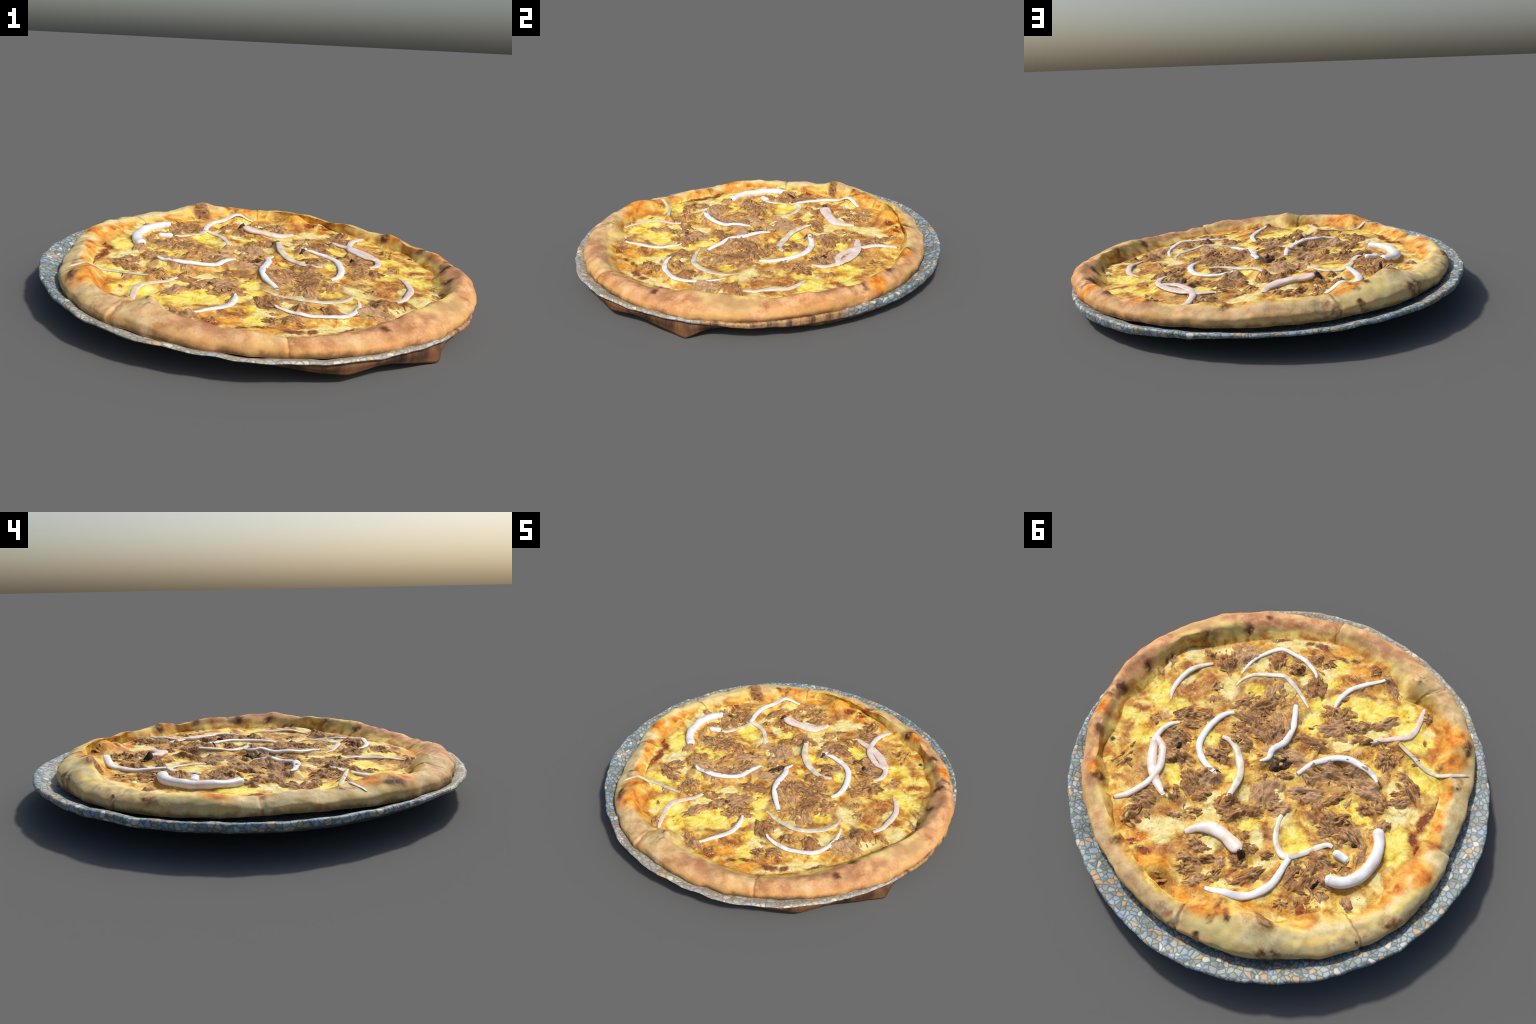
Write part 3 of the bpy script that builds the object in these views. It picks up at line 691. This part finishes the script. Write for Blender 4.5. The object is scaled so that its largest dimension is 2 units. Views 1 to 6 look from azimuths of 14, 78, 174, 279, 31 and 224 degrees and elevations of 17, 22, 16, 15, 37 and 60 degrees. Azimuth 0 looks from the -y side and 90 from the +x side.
def tuna_lump(e, height, seed, name="tuna_chunk", ragged=.42):
    cx, cy, a, b, rot = e
    t = math.radians(rot)
    rings, seg = 16, 60
    ph = np.arange(seg) * 2 * math.pi / seg
    edge = np.array([1 + ragged * noise.fractal(Vector((2.1 * math.cos(p), 2.1 * math.sin(p), seed * 3.7)), 1, 2, 4) for p in ph])
    pts = []
    for k in range(rings + 1):
        rho = k / rings
        u, v = a * rho * edge * np.cos(ph), b * rho * edge * np.sin(ph)
        x, y = cx + u * math.cos(t) - v * math.sin(t), cy + u * math.sin(t) + v * math.cos(t)
        dome = height * (1 - rho ** 2.2)
        grain = np.array([abs(noise.fractal(Vector((uu * 9 + seed, vv * 38, seed)), 1, 2, 3)) for uu, vv in zip(u, v)])
        lump = np.array([noise.fractal(Vector((xx * 24, yy * 24, seed)), 1, 2, 3) for xx, yy in zip(x, y)])
        z = surface(x, y) + .001 + dome * (.7 + .9 * lump) - grain * .009 * (1 - rho ** 4) + .004 * lump * (1 - rho ** 4) - .006 * rho ** 5
        if k == 0:
            pts.append((0, 0, float(z[0])))
        else:
            pts += list(zip(u, v, z))
    faces = [(0, 1 + i, 1 + (i + 1) % seg) for i in range(seg)] + ring_faces(rings, seg, 1)
    ob = mesh_object(name, pts, faces, MAT_TUNA, pizza)
    settle(ob, cx, cy, t)
    return ob

for i, e in enumerate(TUNA[:-1]):
    big = min(1.0, e[3] / .06)
    tuna_lump((e[0], e[1], e[2] * 1.34, e[3] * 1.34, e[4]), .004 + .007 * big + .004 * rng.random(), i + 1.3)
# thin scraps scattered between the chunks
for i in range(90):
    q, rad = rng.uniform(0, 2 * math.pi), .72 * math.sqrt(rng.random())
    tuna_lump((rad * math.cos(q), rad * math.sin(q), rng.uniform(.018, .050), rng.uniform(.010, .024), rng.uniform(0, 180)), .004, 90.7 + i, "tuna_scrap", .5)
# a few steeper pieces that stand out of the sheet: x, y, half-length, half-width, turn, height
for i, (x, y, a, b, rot, h) in enumerate([(.317, -.480, .056, .044, 20, .030), (-.06, .02, .05, .03, 40, .02), (-.40, .02, .06, .035, 60, .024),
        (-.20, .40, .045, .035, 30, .014), (-.35, -.36, .05, .035, 10, .018), (-.155, -.04, .06, .03, -20, .015)]):
    tuna_lump((x, y, a, b, rot), h, 40.7 + i, ragged=.25)

# dark bits
for i, (x, y, a, b, rot) in enumerate(DARK_BITS):
    tuna_lump((x, y, a, b, rot), .018, 70.3 + i, "dark_bit", .3).data.materials[0] = MAT_DARK_BIT

def shred(x, y, heading, length, width, bend, lift):
    n, seg = 11, 8
    s = np.linspace(-.5, .5, n)
    lx, ly = s * length, bend * (s * s - .08) * length
    px = x + lx * math.cos(heading) - ly * math.sin(heading)
    py = y + lx * math.sin(heading) + ly * math.cos(heading)
    pz = surface(px, py) + lift - .006 * (2 * np.abs(s)) ** 2
    world, local = [], []
    for k in range(n):
        w = width * max(.12, 1 - (2 * abs(s[k])) ** 2.5) * .5
        for q in range(seg):
            c, d = math.cos(q * 2 * math.pi / seg), math.sin(q * 2 * math.pi / seg)
            world.append((px[k] - math.sin(heading) * w * c, py[k] + math.cos(heading) * w * c, pz[k] + w * .34 * d))
            local.append((lx[k], ly[k] + w * c, pz[k] + w * .34 * d))
    return world, local, ring_faces(n, seg)

pieces = []
for e in TUNA[:-1]:
    area = e[2] * e[3]
    turn = rng.uniform(0, math.pi)
    for k in range(max(2, int(area / .00060))):
        q, rad = rng.uniform(0, 2 * math.pi), math.sqrt(rng.random()) * .95
        u, v, t = e[2] * rad * math.cos(q), e[3] * rad * math.sin(q), math.radians(e[4])
        x, y = e[0] + u * math.cos(t) - v * math.sin(t), e[1] + u * math.sin(t) + v * math.cos(t)
        L = rng.uniform(.032, .085)
        pieces.append((L, x, y, turn + rng.normal(0, .4), L, rng.uniform(.008, .018), rng.normal(0, .5), .001 + .005 * (1 - rad ** 2) * min(1, e[3] / .05)))
pieces.sort(reverse=True)
stuff_v, stuff_f = [], []
for k, (key, *args) in enumerate(pieces):
    world, local, f = shred(*args)
    if k < 90:
        settle(mesh_object("tuna_flake", local, f, MAT_TUNA, pizza), args[0], args[1], args[2])
    else:
        off = len(stuff_v)
        stuff_v += world; stuff_f += [tuple(j + off for j in q) for q in f]
ob = mesh_object("tuna_shreds", stuff_v, stuff_f, MAT_TUNA, pizza)
ob["kind"] = "stuff"

# ------------------------------------------------------------------ onion
crust_lookup = [(sections[i, :, 0], sections[i, :, 1]) for i in range(N)]
def any_surface(x, y):
    """topping or crust height under a point"""
    r = math.hypot(x, y); i = int(round(math.degrees(math.atan2(y, x)) / 360 * N)) % N
    if r <= ri[i]:
        return float(surface(x, y))
    rr, zz = sections[i, :32, 0], CZs[i, :32]
    return float(np.interp(r, rr, zz))

def onion_slice(tint, width, thick, tips, path):
    c = catmull(path, 9)
    n, seg = len(c), 14
    tang = np.gradient(c, axis=0); tang /= np.linalg.norm(tang, axis=1, keepdims=True)
    side = np.stack([-tang[:, 1], tang[:, 0]], 1)
    s = np.linspace(0, 1, n)
    z = np.array([max(any_surface(*(p + o * sd * width * .3)) for o in (-1, 0, 1)) for p, sd in zip(c, side)])
    for _ in range(5):
        z[1:-1] = (z[:-2] + 2 * z[1:-1] + z[2:]) / 4
    vary = 1 + .16 * np.array([noise.noise(Vector((p[0] * 14, p[1] * 14, width * 90))) for p in c])
    w = width * .5 * vary * np.minimum(1, np.minimum(tips[0] + (1 - tips[0]) * np.sqrt(s / .35), tips[1] + (1 - tips[1]) * np.sqrt((1 - s) / .35)))
    if max(tips) > .88:      # cut pieces end in a rounded stump
        along = np.concatenate([[0], np.cumsum(np.linalg.norm(np.diff(c, axis=0), axis=1))])
        for tip, dist in ((tips[0], along), (tips[1], along[-1] - along)):
            if tip > .84:
                w = w * np.sqrt(np.clip(1 - (1 - np.minimum(1, dist / (width * .4))) ** 2, .12, 1))
    h = w * thick
    z = z + h * .02 + .0005
    pts = []
    for k in range(n):
        for q in range(seg):
            a = 2 * math.pi * q / seg
            ca, sa = math.cos(a), math.sin(a)
            pts.append((c[k, 0] + side[k, 0] * w[k] * ca, c[k, 1] + side[k, 1] * w[k] * ca, z[k] + h[k] * math.copysign(abs(sa) ** .8, sa)))
    # rounded ends: the first and last rings close to a point pushed outwards
    faces = ring_faces(n, seg)
    for end, ring in ((0, 0), (-1, (n - 1) * seg)):
        d = -1 if end == 0 else 1
        tip = len(pts)
        pts.append((c[end, 0] + d * tang[end, 0] * w[end] * .6, c[end, 1] + d * tang[end, 1] * w[end] * .6, z[end]))
        for i in range(seg):
            faces.append((tip, ring + i, ring + (i + 1) % seg) if end else (tip, ring + (i + 1) % seg, ring + i))
    return mesh_object("onion_slice", pts, faces, ONION[tint], pizza)

for tint, width, thick, tip0, tip1, lifts, path in ONIONS:
    onion_slice(tint, width, thick, (tip0, tip1), path)

# ------------------------------------------------------------------ plate
lip_t = LIP_T(DEG)
flatness = np.exp(-(((DEG - 150) / 45) ** 2))
def plate_profile(i):
    r, z, t, flat = lip_r[i], lip_z[i], lip_t[i], flatness[i]
    return [(.02, z * .2 + .055), (.5, z * .3 + .048), (r - .20, z - .042), (r - .10, z - .030), (r - .045, z - .008 + .003 * flat), (r - .016, z + .002),
            (r - .005, z + .003), (r + .001, z - .002), (r + .002, z - .3 * t), (r - .002, z - .75 * t), (r - .014, z - t)]
prof = np.array([catmull(plate_profile(i), 5) for i in range(N)])
K = prof.shape[1]
PX, PY, PZ = prof[:, :, 0] * COS[:, None], prof[:, :, 0] * SIN[:, None], prof[:, :, 1].copy()
wob = vnoise(PX[:, -1], PY[:, -1], 0.0, 10, 3)
PX *= (1 + .007 * wob)[:, None]; PY *= (1 + .007 * wob)[:, None]
PZ += .005 * vnoise(PX, PY, 2.0, 9, 2) * (np.arange(K) > 10)[None, :]
pts = np.stack([PX.T, PY.T, PZ.T], -1).reshape(-1, 3)
cap = [tuple(range(N))]
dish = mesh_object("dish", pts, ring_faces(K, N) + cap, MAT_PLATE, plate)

# the underside: a shallow foot that reaches the ground in blunt corners on one side
FOOT_R = periodic([(-15, .960), (-9, .955), (3, .955), (14, .95), (26, .93), (40, .89), (60, .86), (90, .87), (135, .86), (180, .85), (225, .86), (265, .86), (280, .90), (288, .965), (298, .975),
    (304, .985), (315, .97), (325, .985), (329, 1.005), (333, .975)], .7)
FOOT_Z = periodic([(2, .022), (8, .022), (18, .026), (28, .031), (40, .038), (60, .046), (90, .064), (135, .060), (180, .052), (225, .055), (265, .072), (280, .079), (287, .080),
    (292, .067), (298, .047), (304, .034), (308, .042), (312, .047), (315, .041), (319, .029), (324, .012), (329, -.0025), (332, .020), (335, .040), (341, .058), (350, .062), (357, .046)], .6)
fr_, fz = FOOT_R(DEG), FOOT_Z(DEG)
rings = []
for s in np.linspace(0, 1, 8):
    bulge = .012 * math.sin(math.pi * s)
    r = PX[:, -1] * COS + PY[:, -1] * SIN
    rings.append((r * (1 - s) + fr_ * s + bulge * (1 - s), PZ[:, -1] * (1 - s) + fz * s))
rings.append((fr_ * .6, np.maximum(fz, .03)))
rings.append((fr_ * .02, np.full(N, .035)))
pts = []
for r, z in rings:
    pts += list(zip(r * COS, r * SIN, z))
F = [tuple(reversed(f)) for f in ring_faces(len(rings), N)]
mesh_object("foot", pts, [f[::-1] for f in F] + [tuple(range((len(rings) - 1) * N, len(rings) * N))], MAT_FOOT, plate)
